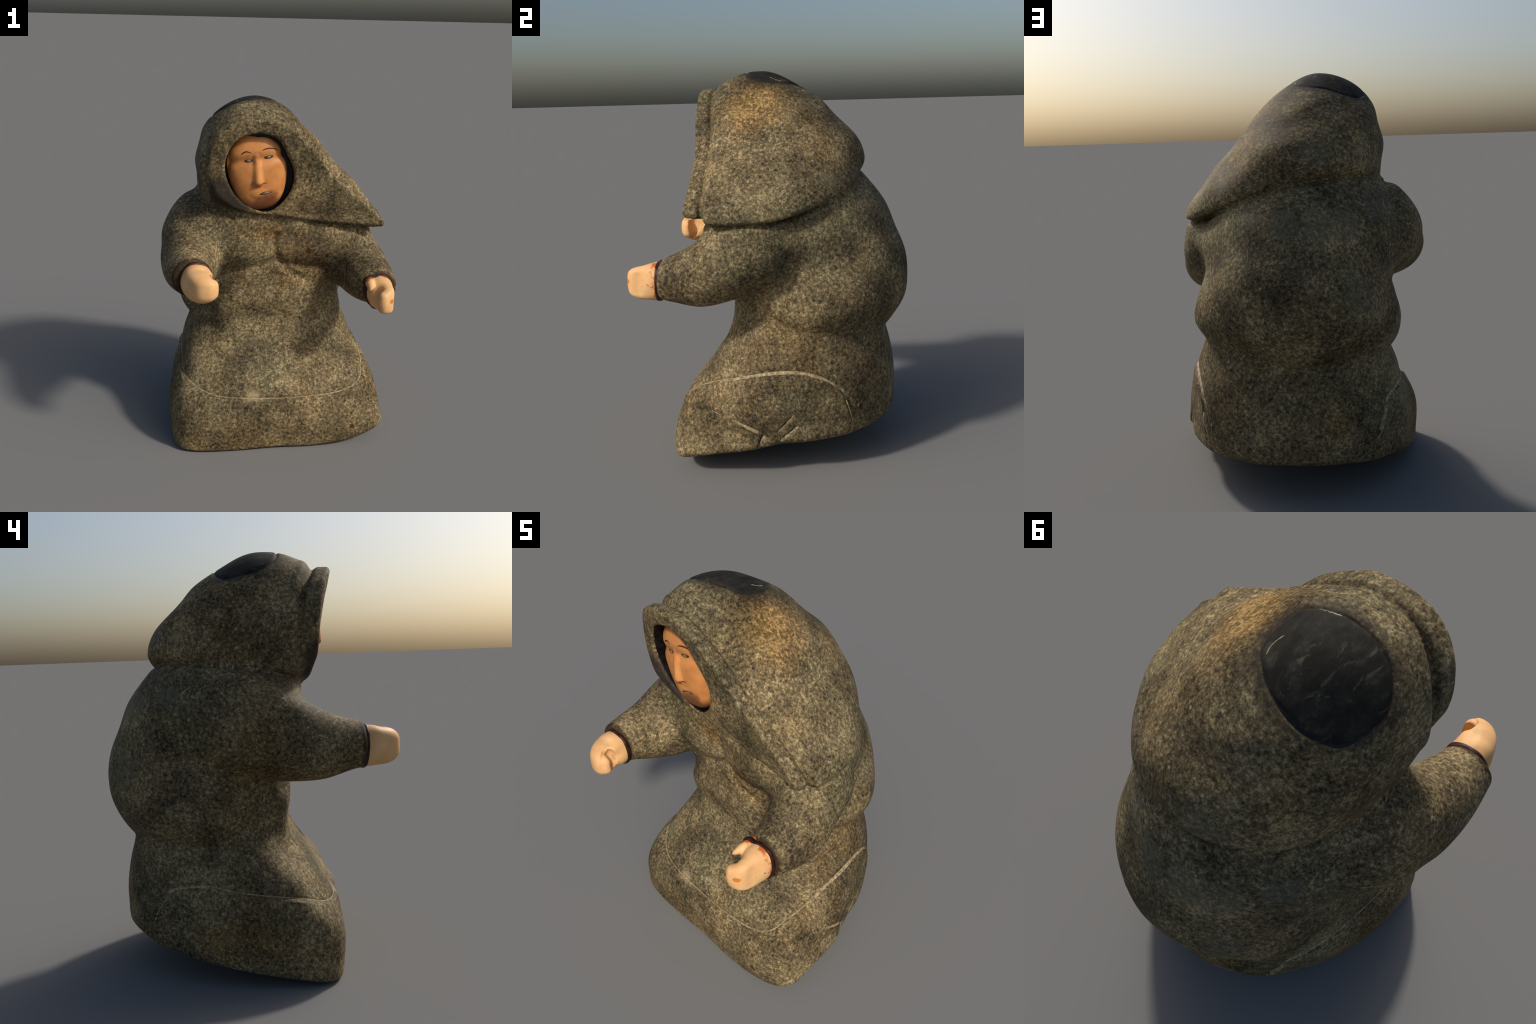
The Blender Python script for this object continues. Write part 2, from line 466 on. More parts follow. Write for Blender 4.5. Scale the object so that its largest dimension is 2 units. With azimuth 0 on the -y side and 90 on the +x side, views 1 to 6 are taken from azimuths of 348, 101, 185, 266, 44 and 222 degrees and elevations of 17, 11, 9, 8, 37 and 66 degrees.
# =====================================================================================
# 3. HANDS AND FACE
# =====================================================================================
def ribbon(P, pts, zc, half, thick):
    """Vertical rounded band following a curve in plan: hooked mitten fingers."""
    n = 64
    c = spline(pts, n)
    zz, hh, tt = [spline(np.asarray(v)[:, None], n)[:, 0] for v in (zc, half, thick)]
    r, t = polyline_distance(P[:, :2], c)
    k = t * (n - 1); ix = np.arange(n)
    z0 = np.interp(k, ix, zz); h = np.interp(k, ix, hh); th = np.interp(k, ix, tt)
    rnd = .92 * th
    q1 = r - th + rnd; q2 = np.abs(P[:, 2] - z0) - h + rnd
    return np.hypot(np.maximum(q1, 0), np.maximum(q2, 0)) + np.minimum(np.maximum(q1, q2), 0) - rnd

# finger band: plan x, plan y, centre height, half height, half thickness; palm: centre and half sizes; thumb: limb
FINGERS_RIGHT = [
    (-0.500, -0.450, 1.085, 0.080, 0.070),
    (-0.512, -0.535, 1.096, 0.090, 0.048),
    (-0.505, -0.590, 1.090, 0.086, 0.052),
    (-0.475, -0.628, 1.088, 0.084, 0.056),
    (-0.447, -0.648, 1.087, 0.073, 0.046),
    (-0.436, -0.645, 1.082, 0.058, 0.038)]
PALM_RIGHT = [
    (-0.497, -0.527, 1.090, 0.084, 0.088, 0.084)]
THUMB_RIGHT = [
    (-0.484, -0.471, 1.115, 0.049),
    (-0.465, -0.541, 1.134, 0.038),
    (-0.445, -0.592, 1.134, 0.024)]
FINGERS_LEFT = [
    (0.535, -0.452, 0.970, 0.078, 0.064),
    (0.525, -0.520, 0.977, 0.089, 0.047),
    (0.528, -0.600, 0.970, 0.086, 0.034),
    (0.522, -0.645, 0.970, 0.078, 0.031),
    (0.490, -0.668, 0.963, 0.068, 0.028)]
PALM_LEFT = [
    (0.516, -0.531, 0.980, 0.075, 0.073, 0.086)]
THUMB_LEFT = [
    (0.465, -0.468, 1.035, 0.034),
    (0.449, -0.545, 1.045, 0.026),
    (0.441, -0.594, 1.028, 0.018)]

def hand(P, fingers, palm, thumb, hollow):
    f = np.asarray(fingers)
    d = ribbon(P, f[:, :2], f[:, 2], f[:, 3], f[:, 4])
    d = smin(d, ellipsoid(P, palm[0][:3], palm[0][3:]), .03)
    d = smin(d, limb(P, thumb), .018)
    d = smax(d, -ellipsoid(P, hollow, (.032, .030, .060)), .014)              # cup of the palm
    c = np.asarray(fingers)[:, :3].mean(0)
    return smax(d, ellipsoid(P, (c[0], -.53, c[2]), (.135, .178, .118)), .035)    # rounded off all over

def hand_right(P):
    return hand(P, FINGERS_RIGHT, PALM_RIGHT, THUMB_RIGHT, (-.430, -.606, 1.095))

def hand_left(P):
    return hand(P, FINGERS_LEFT, PALM_LEFT, THUMB_LEFT, (.468, -.615, .980))

def collar(hand, cuff):
    """Bead of resin where a hand is set into its sleeve."""
    c, n = cuff
    return lambda P: smax(hand(P) - .007 - .003 * lumps(P, 40, 5), np.abs((P - c) @ n - .003) - .014, .010)

# face frame: origin at the middle of the face, columns across / out / up, turned and tilted a little
FACE_C = np.array([-.135, -.304, 1.615])
def face_frame():
    up = np.array([-.16, -.10, 1.0]); up /= np.linalg.norm(up)
    out = np.array([-.10, -1.0, 0]); out -= up * (out @ up); out /= np.linalg.norm(out)
    return np.stack([np.cross(out, up), out, up], 1)
FACE_M = face_frame()

def face(P):
    q = (P - FACE_C) @ FACE_M             # across, out, up
    a, o, u = q.T
    w = np.interp(u, [-.25, -.2, -.12, -.02, .08, .16, .25], [.108, .122, .142, .160, .165, .157, .135])
    e = 2.7
    k = ((np.abs(a) / w) ** e + (np.abs(o + .03) / .092) ** e + (np.abs(u) / .234) ** e) ** (1 / e)
    d = (k - 1) * .09
    d = d + .012 * np.exp(-((a - .005) / .2) ** 2 - ((u - .085) / .028) ** 2) * (o > 0)       # eye line
    d = d + .010 * np.clip((-u - .14) / .08, 0, 1) ** 2
    nose = limb(np.stack([a, u, o], 1), [(.003, .105, .046, .010), (.006, .04, .057, .015), (.010, -.030, .064, .022)])
    d = smin(d, nose, .02)
    return smin(d, ellipsoid(q, (.008, .048, -.098), (.038, .014, .020)), .02)               # mouth mound

# =====================================================================================
# 4. MESHING  (surface nets on a narrow band, refined and settled on the surface)
# =====================================================================================
def surface_net(f, lo, hi, h):
    lo = np.array(lo, float); n = np.ceil((np.array(hi) - lo) / h).astype(int)
    n = (n + 4) // 4 * 4 + 1
    ax = [lo[i] + h * np.arange(n[i]) for i in range(3)]
    C = np.stack(np.meshgrid(*[a[::4] for a in ax], indexing='ij'), -1)
    coarse = f(C.reshape(-1, 3)).reshape(C.shape[:3])
    D = coarse
    for i in range(3):
        D = np.repeat(D, 4, axis=i)
    # nearest coarse node for each fine node
    idx = [np.clip((np.arange(n[i]) + 2) // 4, 0, coarse.shape[i] - 1) for i in range(3)]
    D = coarse[np.ix_(*idx)].copy()
    act = np.abs(D) < 9 * h
    I = np.argwhere(act)
    P = np.stack([ax[k][I[:, k]] for k in range(3)], 1)
    vals = np.concatenate([f(c) for c in np.array_split(P, max(1, len(P) // 400000))])
    D[act] = vals
    S = D < 0
    cell = np.zeros(tuple(n - 1), int)
    corners = [(i, j, k) for i in (0, 1) for j in (0, 1) for k in (0, 1)]
    sl = lambda i, m: slice(i, i + m)
    for i, j, k in corners:
        cell += S[sl(i, n[0]-1), sl(j, n[1]-1), sl(k, n[2]-1)]
    A = np.argwhere((cell > 0) & (cell < 8))
    vid = -np.ones(tuple(n - 1), int); vid[tuple(A.T)] = np.arange(len(A))
    acc = np.zeros((len(A), 3)); cnt = np.zeros(len(A))
    for c1 in corners:
        for axis in range(3):
            if c1[axis] == 1: continue
            c2 = list(c1); c2[axis] = 1
            a = D[tuple((A + c1).T)]; b = D[tuple((A + c2).T)]
            m = (a < 0) != (b < 0)
            t = np.where(m, a / np.where(m, a - b, 1), 0)
            p = np.array(c1, float)[None].repeat(len(A), 0); p[:, axis] += t
            acc += p * m[:, None]; cnt += m
    V = lo + h * (A + acc / cnt[:, None])
    quads = []
    for axis in range(3):
        o = [i for i in range(3) if i != axis]
        a = [slice(1, -1)] * 3; a[axis] = slice(0, -1)
        b = list(a); b[axis] = slice(1, None)
        s1 = S[tuple(a)]; s2 = S[tuple(b)]
        for flip in (False, True):
            E = np.argwhere((s1 & ~s2) if not flip else (~s1 & s2))
            off = np.ones(3, int); off[axis] = 0
            E = E + off
            u = np.zeros(3, int); u[o[0]] = 1; v = np.zeros(3, int); v[o[1]] = 1
            q = np.stack([vid[tuple((E - u - v).T)], vid[tuple((E - v).T)], vid[tuple(E.T)], vid[tuple((E - u).T)]], 1)
            if flip != (axis == 1): q = q[:, ::-1]
            quads.append(q)
    return V, np.concatenate(quads)

def refine(V, Q):
    """Split every quad in four."""
    E = np.sort(np.concatenate([Q[:, [i, (i + 1) % 4]] for i in range(4)]), 1)
    key = E[:, 0].astype(np.int64) * len(V) + E[:, 1]
    uk, inv = np.unique(key, return_inverse=True)
    em = (V[uk // len(V)] + V[uk % len(V)]) / 2
    nv = len(V); ne = len(uk); nq = len(Q)
    inv = inv.reshape(4, nq) + nv
    fc = V[Q].mean(1); fi = nv + ne + np.arange(nq)
    out = [np.stack([Q[:, i], inv[i], fi, inv[(i - 1) % 4]], 1) for i in range(4)]
    return np.concatenate([V, em, fc]), np.concatenate(out)

def relax(V, Q, it=2, amt=.5):
    E = np.concatenate([Q[:, [i, (i + 1) % 4]] for i in range(4)])
    for _ in range(it):
        acc = np.zeros_like(V); cnt = np.zeros(len(V))
        for j in (0, 1):
            for k in range(3):
                acc[:, k] += np.bincount(E[:, j], V[E[:, 1 - j], k], len(V))
            cnt += np.bincount(E[:, j], minlength=len(V))
        V = V + amt * (acc / cnt[:, None] - V)
    return V

def build(f, lo, hi, h, levels=1):
    V, Q = surface_net(f, lo, hi, h)
    V = relax(V, Q, 3); V = settle(f, V, 3)
    for _ in range(levels):
        V, Q = refine(V, Q)
        V = relax(V, Q, 1, .4)
        V = settle(f, V, 2)
    return V, Q

import bpy

def new_mesh(name, V, Q, parent, mat, normals=None):
    me = bpy.data.meshes.new(name)
    me.vertices.add(len(V)); me.vertices.foreach_set('co', np.asarray(V, np.float32).ravel())
    k = Q.shape[1]
    me.loops.add(Q.size); me.loops.foreach_set('vertex_index', Q.astype(np.int32).ravel())
    me.polygons.add(len(Q)); me.polygons.foreach_set('loop_start', np.arange(0, Q.size, k, dtype=np.int32))
    me.update(calc_edges=True); me.validate()
    me.polygons.foreach_set('use_smooth', np.ones(len(me.polygons), bool))
    if normals is not None:
        me.normals_split_custom_set_from_vertices(normals.tolist())
    ob = bpy.data.objects.new(name, me)
    bpy.context.scene.collection.objects.link(ob)
    ob.parent = parent
    me.materials.append(mat)
    return ob

def vertex_normals(V, Q):
    n = np.cross(V[Q[:, 2]] - V[Q[:, 0]], V[Q[:, 3]] - V[Q[:, 1]])
    out = np.zeros_like(V)
    for i in range(4):
        for k in range(3):
            out[:, k] += np.bincount(Q[:, i], n[:, k], len(V))
    return out / np.maximum(np.linalg.norm(out, axis=1, keepdims=True), 1e-12)


class Nodes:
    """Small helper for writing node materials."""
    def __init__(self, name):
        self.mat = bpy.data.materials.new(name); self.mat.use_nodes = True
        self.t = self.mat.node_tree; self.bsdf = self.t.nodes['Principled BSDF']
        self.co = self.t.nodes.new('ShaderNodeTexCoord').outputs['Object']
    def link(self, a, sock):
        if isinstance(a, bpy.types.NodeSocket): self.t.links.new(a, sock)
        elif isinstance(a, (tuple, list)) and len(a) == 3 and sock.type == 'RGBA': sock.default_value = (*a, 1)
        else: sock.default_value = a
    def math(self, op, a, b=0.0, clamp=False):
        n = self.t.nodes.new('ShaderNodeMath'); n.operation = op; n.use_clamp = clamp
        self.link(a, n.inputs[0]); self.link(b, n.inputs[1]); return n.outputs[0]
    def noise(self, scale, detail=3, rough=.55, stretch=(1, 1, 1), offset=(0, 0, 0), distort=0.0):
        m = self.t.nodes.new('ShaderNodeMapping'); m.inputs['Scale'].default_value = stretch; m.inputs['Location'].default_value = offset
        self.link(self.co, m.inputs['Vector'])
        n = self.t.nodes.new('ShaderNodeTexNoise')
        n.inputs['Scale'].default_value = scale; n.inputs['Detail'].default_value = detail
        n.inputs['Roughness'].default_value = rough; n.inputs['Distortion'].default_value = distort
        self.link(m.outputs[0], n.inputs['Vector']); return n.outputs['Fac']
    def cells(self, scale, out='Distance'):
        n = self.t.nodes.new('ShaderNodeTexVoronoi'); n.inputs['Scale'].default_value = scale
        self.link(self.co, n.inputs['Vector']); return n.outputs[out]
    def ramp(self, fac, stops):
        n = self.t.nodes.new('ShaderNodeValToRGB'); e = n.color_ramp.elements
        while len(e) < len(stops): e.new(.5)
        for x, (p, c) in zip(e, stops):
            x.position = p; x.color = (*c, 1) if isinstance(c, (tuple, list)) else (c, c, c, 1)
        self.link(fac, n.inputs[0]); return n.outputs[0]
    def step(self, v, lo, hi):
        n = self.t.nodes.new('ShaderNodeMapRange'); n.interpolation_type = 'SMOOTHSTEP'
        self.link(v, n.inputs['Value']); n.inputs['From Min'].default_value = lo; n.inputs['From Max'].default_value = hi
        return n.outputs[0]
    def mix(self, fac, a, b, mode='MIX'):
        n = self.t.nodes.new('ShaderNodeMix'); n.data_type = 'RGBA'; n.blend_type = mode
        self.link(fac, n.inputs['Factor']); self.link(a, n.inputs['A'] if False else n.inputs[6]); self.link(b, n.inputs[7])
        return n.outputs[2]
    def spot(self, centre, size, wobble=.35, soft=.5, freq=9.0):
        """1 inside a ragged ellipsoidal patch, 0 outside."""
        m = self.t.nodes.new('ShaderNodeVectorMath'); m.operation = 'SUBTRACT'; self.link(self.co, m.inputs[0]); m.inputs[1].default_value = centre
        d = self.t.nodes.new('ShaderNodeVectorMath'); d.operation = 'DIVIDE'; self.link(m.outputs[0], d.inputs[0]); d.inputs[1].default_value = size
        l = self.t.nodes.new('ShaderNodeVectorMath'); l.operation = 'LENGTH'; self.link(d.outputs[0], l.inputs[0])
        r = self.math('ADD', l.outputs['Value'], self.math('MULTIPLY', self.math('SUBTRACT', self.noise(freq, 4, .6), .5), wobble * 3))
        return self.step(r, 1.0, 1.0 - soft) if soft > 0 else self.math('LESS_THAN', r, 1.0)
    def axis(self, i):
        n = self.t.nodes.new('ShaderNodeSeparateXYZ'); self.link(self.co, n.inputs[0]); return n.outputs[i]
    def plane(self, c, nrm):
        n = self.t.nodes.new('ShaderNodeVectorMath'); n.operation = 'DOT_PRODUCT'; self.link(self.co, n.inputs[0]); n.inputs[1].default_value = tuple(nrm)
        return self.math('SUBTRACT', n.outputs['Value'], float(np.dot(c, nrm)))
    def bump(self, h, strength, dist):
        n = self.t.nodes.new('ShaderNodeBump'); n.inputs['Strength'].default_value = strength; n.inputs['Distance'].default_value = dist
        self.link(h, n.inputs['Height']); self.link(n.outputs[0], self.bsdf.inputs['Normal'])
    def done(self, colour, rough, spec=.4):
        self.link(colour, self.bsdf.inputs['Base Color']); self.link(rough, self.bsdf.inputs['Roughness'])
        self.bsdf.inputs['Specular IOR Level'].default_value = spec
        return self.mat

def grain(n):
    """Speckled serpentine: dark, khaki and pale grains."""
    g = n.noise(58, 6, .78)
    fine = n.noise(110, 3, .6, offset=(3, 1, 2))
    v = n.math('ADD', n.math('MULTIPLY', g, .75), n.math('MULTIPLY', fine, .25))
    big = n.noise(4.2, 5, .65, offset=(7, 2, 5))
    v = n.math('ADD', v, n.math('MULTIPLY', n.math('SUBTRACT', big, .48), .38))
    col = n.ramp(v, [(.31, (.010, .008, .006)), (.40, (.041, .032, .019)), (.47, (.100, .076, .041)),
                     (.545, (.186, .140, .072)), (.65, (.44, .335, .175))])
    return v, col

def stone_material():
    n = Nodes('speckled_stone')
    v, col = grain(n)
    # warmer and greyer zones
    tone = n.noise(2.3, 3, .5, offset=(1, 9, 4))
    col = n.mix(n.math('MULTIPLY', n.step(tone, .52, .68), .55), col, n.mix(1.0, col, (1.08, .93, .76), 'MULTIPLY'))
    col = n.mix(n.math('MULTIPLY', n.step(tone, .48, .34), .6), col, n.mix(1.0, col, (.86, .98, 1.02), 'MULTIPLY'))
    # broad paler and darker patches multiplied over the grain
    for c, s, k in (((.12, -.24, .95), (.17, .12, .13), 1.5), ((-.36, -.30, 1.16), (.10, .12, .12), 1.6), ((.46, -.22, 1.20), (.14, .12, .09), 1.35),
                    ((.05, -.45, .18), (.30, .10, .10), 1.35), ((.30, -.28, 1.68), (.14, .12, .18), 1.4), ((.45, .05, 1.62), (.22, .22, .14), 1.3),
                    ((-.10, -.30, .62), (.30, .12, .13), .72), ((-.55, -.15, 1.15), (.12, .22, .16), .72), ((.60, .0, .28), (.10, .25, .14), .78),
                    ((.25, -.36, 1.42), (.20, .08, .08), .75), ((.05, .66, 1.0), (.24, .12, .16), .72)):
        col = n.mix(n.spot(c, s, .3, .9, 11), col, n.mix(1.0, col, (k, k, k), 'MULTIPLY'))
    # rusty scorch on the hood beside the plug
    col = n.mix(n.math('MULTIPLY', n.spot((.16, -.10, 1.84), (.34, .30, .26), .18, .95, 5), .9), col, n.mix(1.0, col, (1.32, 1.01, .68), 'MULTIPLY'))
    # brown flank and back stains
    for c, s in (((-.21, .60, .42), (.12, .12, .17)), ((-.54, .05, .22), (.10, .36, .16)), ((-.08, -.24, 1.27), (.2, .1, .07))):
        col = n.mix(n.math('MULTIPLY', n.spot(c, s, .3, .8, 8), .6), col, n.mix(1.0, col, (1.16, .94, .70), 'MULTIPLY'))
    # flash glare painted in as greyish patches across the shoulders and back of the hood
    for c, s in (((.05, .57, 1.30), (.075, .1, .09)), ((-.10, .575, 1.29), (.09, .1, .10)), ((-.24, .52, 1.30), (.08, .1, .10)),
                 ((.19, .48, 1.33), (.06, .1, .07)), ((-.11, .44, 1.61), (.10, .08, .05)), ((-.37, .38, 1.34), (.07, .1, .07)),
                 ((.36, .33, 1.46), (.08, .08, .04)), ((-.30, .60, 1.0), (.10, .1, .12))):
        col = n.mix(n.math('MULTIPLY', n.spot(c, s, .75, .35, 34), .38), col, (.140, .130, .092))
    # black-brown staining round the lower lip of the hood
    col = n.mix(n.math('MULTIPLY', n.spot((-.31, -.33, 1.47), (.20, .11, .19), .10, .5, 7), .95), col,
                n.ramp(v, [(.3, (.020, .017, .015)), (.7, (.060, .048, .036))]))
    # dark halo of resin soaked in round the crown plug
    col = n.mix(n.math('MULTIPLY', n.spot((-.16, -.03, 1.93), (.27, .225, .19), .14, .32, 12), .8), col, (.030, .024, .018))
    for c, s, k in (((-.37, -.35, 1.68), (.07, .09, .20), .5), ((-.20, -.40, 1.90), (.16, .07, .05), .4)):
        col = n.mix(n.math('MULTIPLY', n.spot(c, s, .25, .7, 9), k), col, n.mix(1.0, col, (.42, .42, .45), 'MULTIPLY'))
    # resin soaked into the sleeve ends
    for c in (CUFF_RIGHT[0], CUFF_LEFT[0]):
        col = n.mix(n.math('MULTIPLY', n.spot(tuple(c), (.16, .034, .16), .22, .35, 24), .85), col, (.034, .018, .011))
    # rust flecks
    for c, s in (((.173, -.281, 1.153), .022), ((.425, -.476, .13), .024)):
        col = n.mix(n.spot(c, (s, s, s), .35, .5, 40), col, (.085, .034, .018))
    # pale bruises left by the chisel
    for c, s in (((-.034, -.227, .879), .030), ((.18, -.323, .505), .034), ((.251, -.369, 1.606), .022), ((.308, .217, 1.582), .028),
                 ((.633, -.391, .08), .022), ((.575, -.31, 1.33), .016), ((-.16, -.40, .335), .05)):
        col = n.mix(n.math('MULTIPLY', n.spot(c, (s * 1.2, s * 1.2, s), .7, .9, 45), .6), col, (.42, .33, .19))
    # scattered dark pits and light flecks
    cell = n.cells(26); rnd = n.cells(26, 'Color')
    sep = n.t.nodes.new('ShaderNodeSeparateColor'); n.link(rnd, sep.inputs[0])
    col = n.mix(n.math('MULTIPLY', n.math('MULTIPLY', n.step(cell, .26, .14), n.math('GREATER_THAN', sep.outputs[0], .86)), .7), col, (.020, .018, .015))
    col = n.mix(n.math('MULTIPLY', n.math('MULTIPLY', n.step(cell, .22, .08), n.math('LESS_THAN', sep.outputs[1], .06)), .8), col, (.36, .33, .24))
    n.bump(v, .25, .006)
    rough = n.ramp(v, [(.35, .60), (.65, .74)])
    return n.done(col, rough, .08)

def plug_material():
    n = Nodes('black_stone')
    g = n.noise(26, 5, .7, stretch=(1, .6, 1)); streak = n.noise(34, 3, .6, stretch=(1, .22, 1), offset=(4, 4, 4), distort=.6)
    col = n.ramp(g, [(.35, (.013, .012, .010)), (.55, (.024, .022, .017)), (.72, (.055, .050, .036))])
    col = n.mix(n.math('MULTIPLY', n.step(streak, .60, .74), .7), col, (.11, .10, .065))
    n.bump(g, .2, .005)
    return n.done(col, .75, .12)

def resin_material(name, c, rough=.4):
    n = Nodes(name)
    g = n.noise(40, 3, .6)
    return n.done(n.mix(n.step(g, .4, .7), tuple(x * .5 for x in c), tuple(x * 1.5 for x in c)), rough, .3)

def chalk_material():
    n = Nodes('pale_engraving')
    g = n.noise(60, 4, .7)
    return n.done(n.ramp(g, [(.34, (.09, .070, .038)), (.48, (.30, .228, .122)), (.64, (.50, .39, .22))]), .7, .3)

def bone_material(i):
    c, nrm = (CUFF_RIGHT, CUFF_LEFT)[i]
    n = Nodes('bone')
    g = n.noise(9, 4, .55)
    col = n.ramp(g, [(.3, (.68, .370, .155)), (.55, (.79, .455, .200)), (.75, (.84, .53, .26))])
    d = n.plane(c, nrm)
    edge = n.math('ADD', d, n.math('MULTIPLY', n.math('SUBTRACT', n.noise(22, 3, .6), .5), -.16 if i else -.05))
    col = n.mix(n.math('MULTIPLY', n.step(edge, .034 if i else .016, .016 if i else .006), .9), col, (.52, .11, .015))
    if i:
        col = n.mix(n.spot((.538, -.683, .978), (.024, .024, .016), .3, .35, 40), col, (.62, .20, .04))
    else:
        for p, s in (((-.455, -.565, 1.09), .03), ((-.44, -.60, 1.05), .025), ((-.50, -.53, 1.195), .007)):
            col = n.mix(n.math('MULTIPLY', n.spot(p, (s, s, s), .5, .8, 40), .55), col, (.36, .13, .035))
    fl = n.noise(55, 2, .5)
    col = n.mix(n.math('MULTIPLY', n.step(fl, .68, .76), .35), col, (.42, .18, .06))
    n.bump(g, .08, .01)
    return n.done(col, .52, .22)

def face_material():
    n = Nodes('carved_face')
    g = n.noise(11, 4, .6)
    col = n.ramp(g, [(.3, (.48, .180, .048)), (.52, (.60, .240, .068)), (.72, (.66, .29, .095))])
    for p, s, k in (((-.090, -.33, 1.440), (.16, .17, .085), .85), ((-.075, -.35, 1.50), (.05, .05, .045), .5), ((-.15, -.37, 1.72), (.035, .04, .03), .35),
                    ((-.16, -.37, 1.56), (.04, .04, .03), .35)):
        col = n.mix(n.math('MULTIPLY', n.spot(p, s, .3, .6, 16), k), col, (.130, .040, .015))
    n.bump(g, .06, .008)
    return n.done(col, .48, .4)

def flat_material(name, c, rough=.5):
    n = Nodes(name)
    g = n.noise(70, 3, .6)
    return n.done(n.mix(g, tuple(x * .75 for x in c), tuple(x * 1.25 for x in c)), rough, .4)


def tube(pts, radius, sides=8, flat=1.0, normal=None):
    """Round tube along a polyline, radius given per point."""
    pts = np.asarray(pts, float); m = len(pts)
    rad = np.broadcast_to(radius, m)
    T = np.gradient(pts, axis=0); T /= np.linalg.norm(T, axis=1, keepdims=True)
    nr = np.tile([0, 0, 1.0], (m, 1)) if normal is None else normal
    B = np.cross(T, nr); B /= np.linalg.norm(B, axis=1, keepdims=True)
    nr = np.cross(B, T)
    a = np.linspace(0, 2 * np.pi, sides, endpoint=False)
    V = (pts[:, None] + rad[:, None, None] * (np.cos(a)[None, :, None] * B[:, None] + flat * np.sin(a)[None, :, None] * nr[:, None]))
    idx = np.arange(m * sides).reshape(m, sides)
    q = np.stack([idx[:-1], np.roll(idx[:-1], -1, 1), np.roll(idx[1:], -1, 1), idx[1:]], -1).reshape(-1, 4)
    caps = np.array([[idx[e][0], idx[e][i], idx[e][i + 1], idx[e][i + 2 if i + 2 < sides else 0]] for e in (0, -1) for i in range(1, sides - 1, 2)])
    return V.reshape(-1, 3), np.concatenate([q, caps])

def normals_of(f, P):
    g = gradient(f, P); return g / np.linalg.norm(g, axis=1, keepdims=True)

def inlay(name, pts, radius, sink, f, parent, mat, seed, wob=.35, flat=.6):
    """Strip lying in an engraved line: settled on the surface f, sunk a little, of uneven width."""
    p = settle(f, np.asarray(pts, float), 6)
    n = normals_of(f, p)
    m = len(p); rg = np.random.RandomState(seed)
    w = np.interp(np.linspace(0, 1, m), np.linspace(0, 1, max(4, m // 3)), rg.uniform(1 - wob, 1 + wob, max(4, m // 3)))
    ends = np.clip(np.minimum(np.arange(m), np.arange(m)[::-1]) / (.12 * m), .25, 1)
    V, Q = tube(p - sink * n, radius * w * ends, 8, flat, n)
    return new_mesh(name, V, Q, parent, mat)

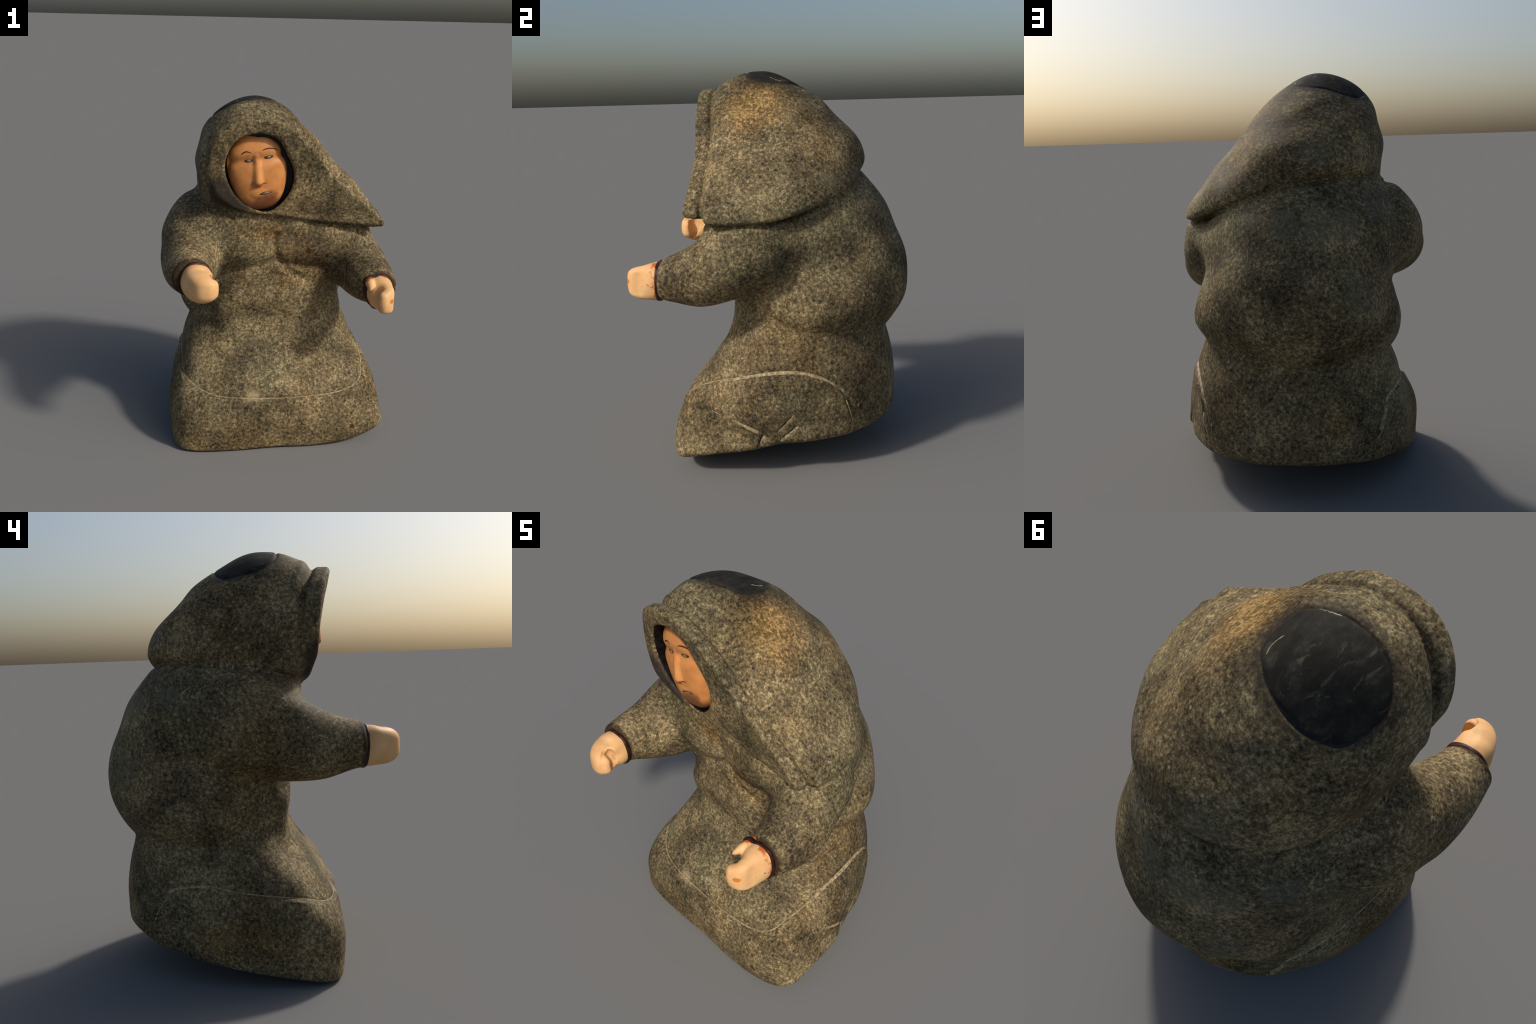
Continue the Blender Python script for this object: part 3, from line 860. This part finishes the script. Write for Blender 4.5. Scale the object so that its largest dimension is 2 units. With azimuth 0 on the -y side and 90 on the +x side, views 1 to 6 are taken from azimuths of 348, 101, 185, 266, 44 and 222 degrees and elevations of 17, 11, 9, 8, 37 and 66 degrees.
def build_all():
    root = bpy.data.objects.new('stone_carving', None)
    bpy.context.scene.collection.objects.link(root)
    root['label'] = 'dark mottled stone carving of a kneeling woman in a hooded parka'
    root['category'] = 'figurine'
    stone = stone_material()
    # ---- stone body, one surface, separated by region
    V, Q = build(body, (-.8, -.75, -.06), (.8, .82, 2.07), .009, 1)
    N = vertex_normals(V, Q)
    fc = V[Q].mean(1); x, y, z = fc.T
    skirt, parka, right, left, hood = fields(fc)
    part = np.array(['torso'] * len(fc), dtype='U12')
    torso = np.minimum(skirt, parka)
    part[(skirt < parka) & (z < 1.0)] = 'skirt'
    part[(right < torso) & (right < left)] = 'arm_a'
    part[(left < torso) & (left < right)] = 'arm_b'
    lining = (OPENING(x, z) < .004) & (y < -.15) & (y > front_plane(x, z) + .012)
    part[(hood < np.minimum(torso, np.minimum(right, left))) | lining] = 'hood'
    leg = (part == 'skirt') & below_hem(fc)
    part[leg & (x < 0)] = 'leg_a'
    part[leg & (x >= 0)] = 'leg_b'
    part[lining] = 'lining'
    part[(part == 'hood') & in_plug(fc)] = 'plug'
    black = resin_material('black_resin', (.010, .009, .008))
    mats = {'plug': plug_material(), 'lining': black}
    names = {'plug': 'crown_plug', 'lining': 'resin_lining'}
    obs = {}
    for key in ('hood', 'torso', 'skirt', 'arm_a', 'arm_b', 'leg_a', 'leg_b', 'plug', 'lining'):
        q = Q[part == key]
        used, inv = np.unique(q, return_inverse=True)
        obs[key] = new_mesh(names.get(key, key.split('_')[0]), V[used], inv.reshape(q.shape), root, mats.get(key, stone), N[used])
    # ---- resin round the crown plug
    a = np.linspace(0, 2 * np.pi, 90, endpoint=False)
    ctr = np.array([-.158, -.03])
    ring = []
    for t in a:                                     # walk out from the middle until the outline
        r = np.linspace(.05, .35, 400)
        g = PLUG(ctr[0] + r * np.cos(t), ctr[1] + r * np.sin(t))
        k = r[np.argmax(g > 0)]
        ring.append((ctr[0] + k * np.cos(t), ctr[1] + k * np.sin(t), 1.93))
    ring = np.array(ring + ring[:1])
    for _ in range(14):                             # drop straight onto the crown
        g = (body(ring + [0, 0, .001]) - body(ring - [0, 0, .001])) / .002
        ring[:, 2] -= np.clip(body(ring) / np.maximum(g, .3), -.02, .02)
    wide = .010 + .009 * np.exp(-((np.linspace(0, 2 * np.pi, 91) - 2.2) / .55) ** 2) + .004 * np.sin(np.linspace(0, 2 * np.pi, 91) * 5)
    n = normals_of(body, ring)
    v, q = tube(ring - .0040 * n, wide, 10, .38, n)
    new_mesh('resin_ring', v, q, root, black)
    # ---- pale engraved lines
    chalk = chalk_material()
    inlay('engraved_line', HEM, .0036, .0004, body, root, chalk, 1, .5)
    inlay('engraved_line', THIGH_LEFT, .0145, .0004, body, root, chalk, 2, .4, .25)
    inlay('engraved_line', THIGH_RIGHT, .0130, .0002, body, root, chalk, 3, .4, .25)
    for i, (p, w) in enumerate(zip(NICKS, (.015, .008, .011, .015, .024))):
        inlay('tool_mark', p, w, .0004, body, root, chalk, 10 + i, .4, .22)
    rust = flat_material('rust_vein', (.17, .088, .045), .7)
    inlay('vein', spline([(.193, .53, 1.237), (.199, .567, 1.154), (.172, .636, 1.048), (.15, .66, .965), (.122, .674, .909)], 30),
          .0040, .0012, body, root, rust, 21, .6, .5)
    for i, p in enumerate(SCRATCHES):
        inlay('scratch', spline(p, 8), .0020, .0006, body, root, chalk, 30 + i, .5, .5)
    # ---- hands set in resin
    amber = resin_material('red_brown_resin', (.034, .010, .005), .45)
    for f, cuff, box, m in ((hand_right, CUFF_RIGHT, ((-.72, -.8, .9), (-.28, -.36, 1.3)), bone_material(0)),
                            (hand_left, CUFF_LEFT, ((.3, -.8, .8), (.72, -.36, 1.2)), bone_material(1))):
        v, q = build(f, *box, .007, 1)
        new_mesh('hand', v, q, root, m)
        v, q = build(collar(f, cuff), *box, .006, 1)
        new_mesh('resin_ring', v, q, root, amber)
    # ---- face with drawn features
    v, q = build(face, (-.42, -.52, 1.3), (.2, -.08, 1.96), .006, 1)
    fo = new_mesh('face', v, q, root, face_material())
    ink = flat_material('dark_line', (.050, .028, .018), .5)
    iris = flat_material('grey_eye', (.20, .165, .105), .4)
    lip = flat_material('lip', (.22, .115, .055), .5)
    def curve(pts, k=20): return settle(face, spline(settle(face, np.array(pts, float), 8), k), 6)
    def stroke(name, pts, r, mat, flat=.5, sink=.001):
        p = curve(pts); n = normals_of(face, p); t = np.linspace(0, 1, len(p))
        v, q = tube(p - sink * n, np.maximum(r * np.sin(np.pi * np.clip(t, .04, .96)) ** .6, .0008), 8, flat, n)
        return new_mesh(name, v, q, fo, mat)
    stroke('eyebrow', [(-.244, -.355, 1.717), (-.227, -.359, 1.733), (-.207, -.361, 1.739), (-.174, -.362, 1.728)], .0048, ink)
    stroke('eyebrow', [(-.138, -.36, 1.740), (-.114, -.357, 1.752), (-.087, -.352, 1.755), (-.065, -.346, 1.750), (-.046, -.337, 1.734)], .0048, ink)
    for c in ((-.197, -.35, 1.690), (-.094, -.345, 1.714)):
        c = np.array(c); e = np.array([.026, 0, .004])
        stroke('eye', [c - e, c - e * .4, c + e * .4, c + e], .0122, ink, .36, .0014)
        stroke('pupil', [c - e * .52, c, c + e * .55], .0082, iris, .6, .0002)
    stroke('mouth', [(-.137, -.37, 1.505), (-.104, -.37, 1.514), (-.063, -.355, 1.520)], .0085, ink, .5, .001)
    stroke('lip', [(-.125, -.37, 1.508), (-.102, -.37, 1.514), (-.074, -.358, 1.518)], .0058, lip, .9, .0)
    stroke('nostril_line', [(-.158, -.355, 1.557), (-.134, -.375, 1.562), (-.108, -.372, 1.568), (-.088, -.358, 1.573)], .0038, ink, .6, .001)

build_all()
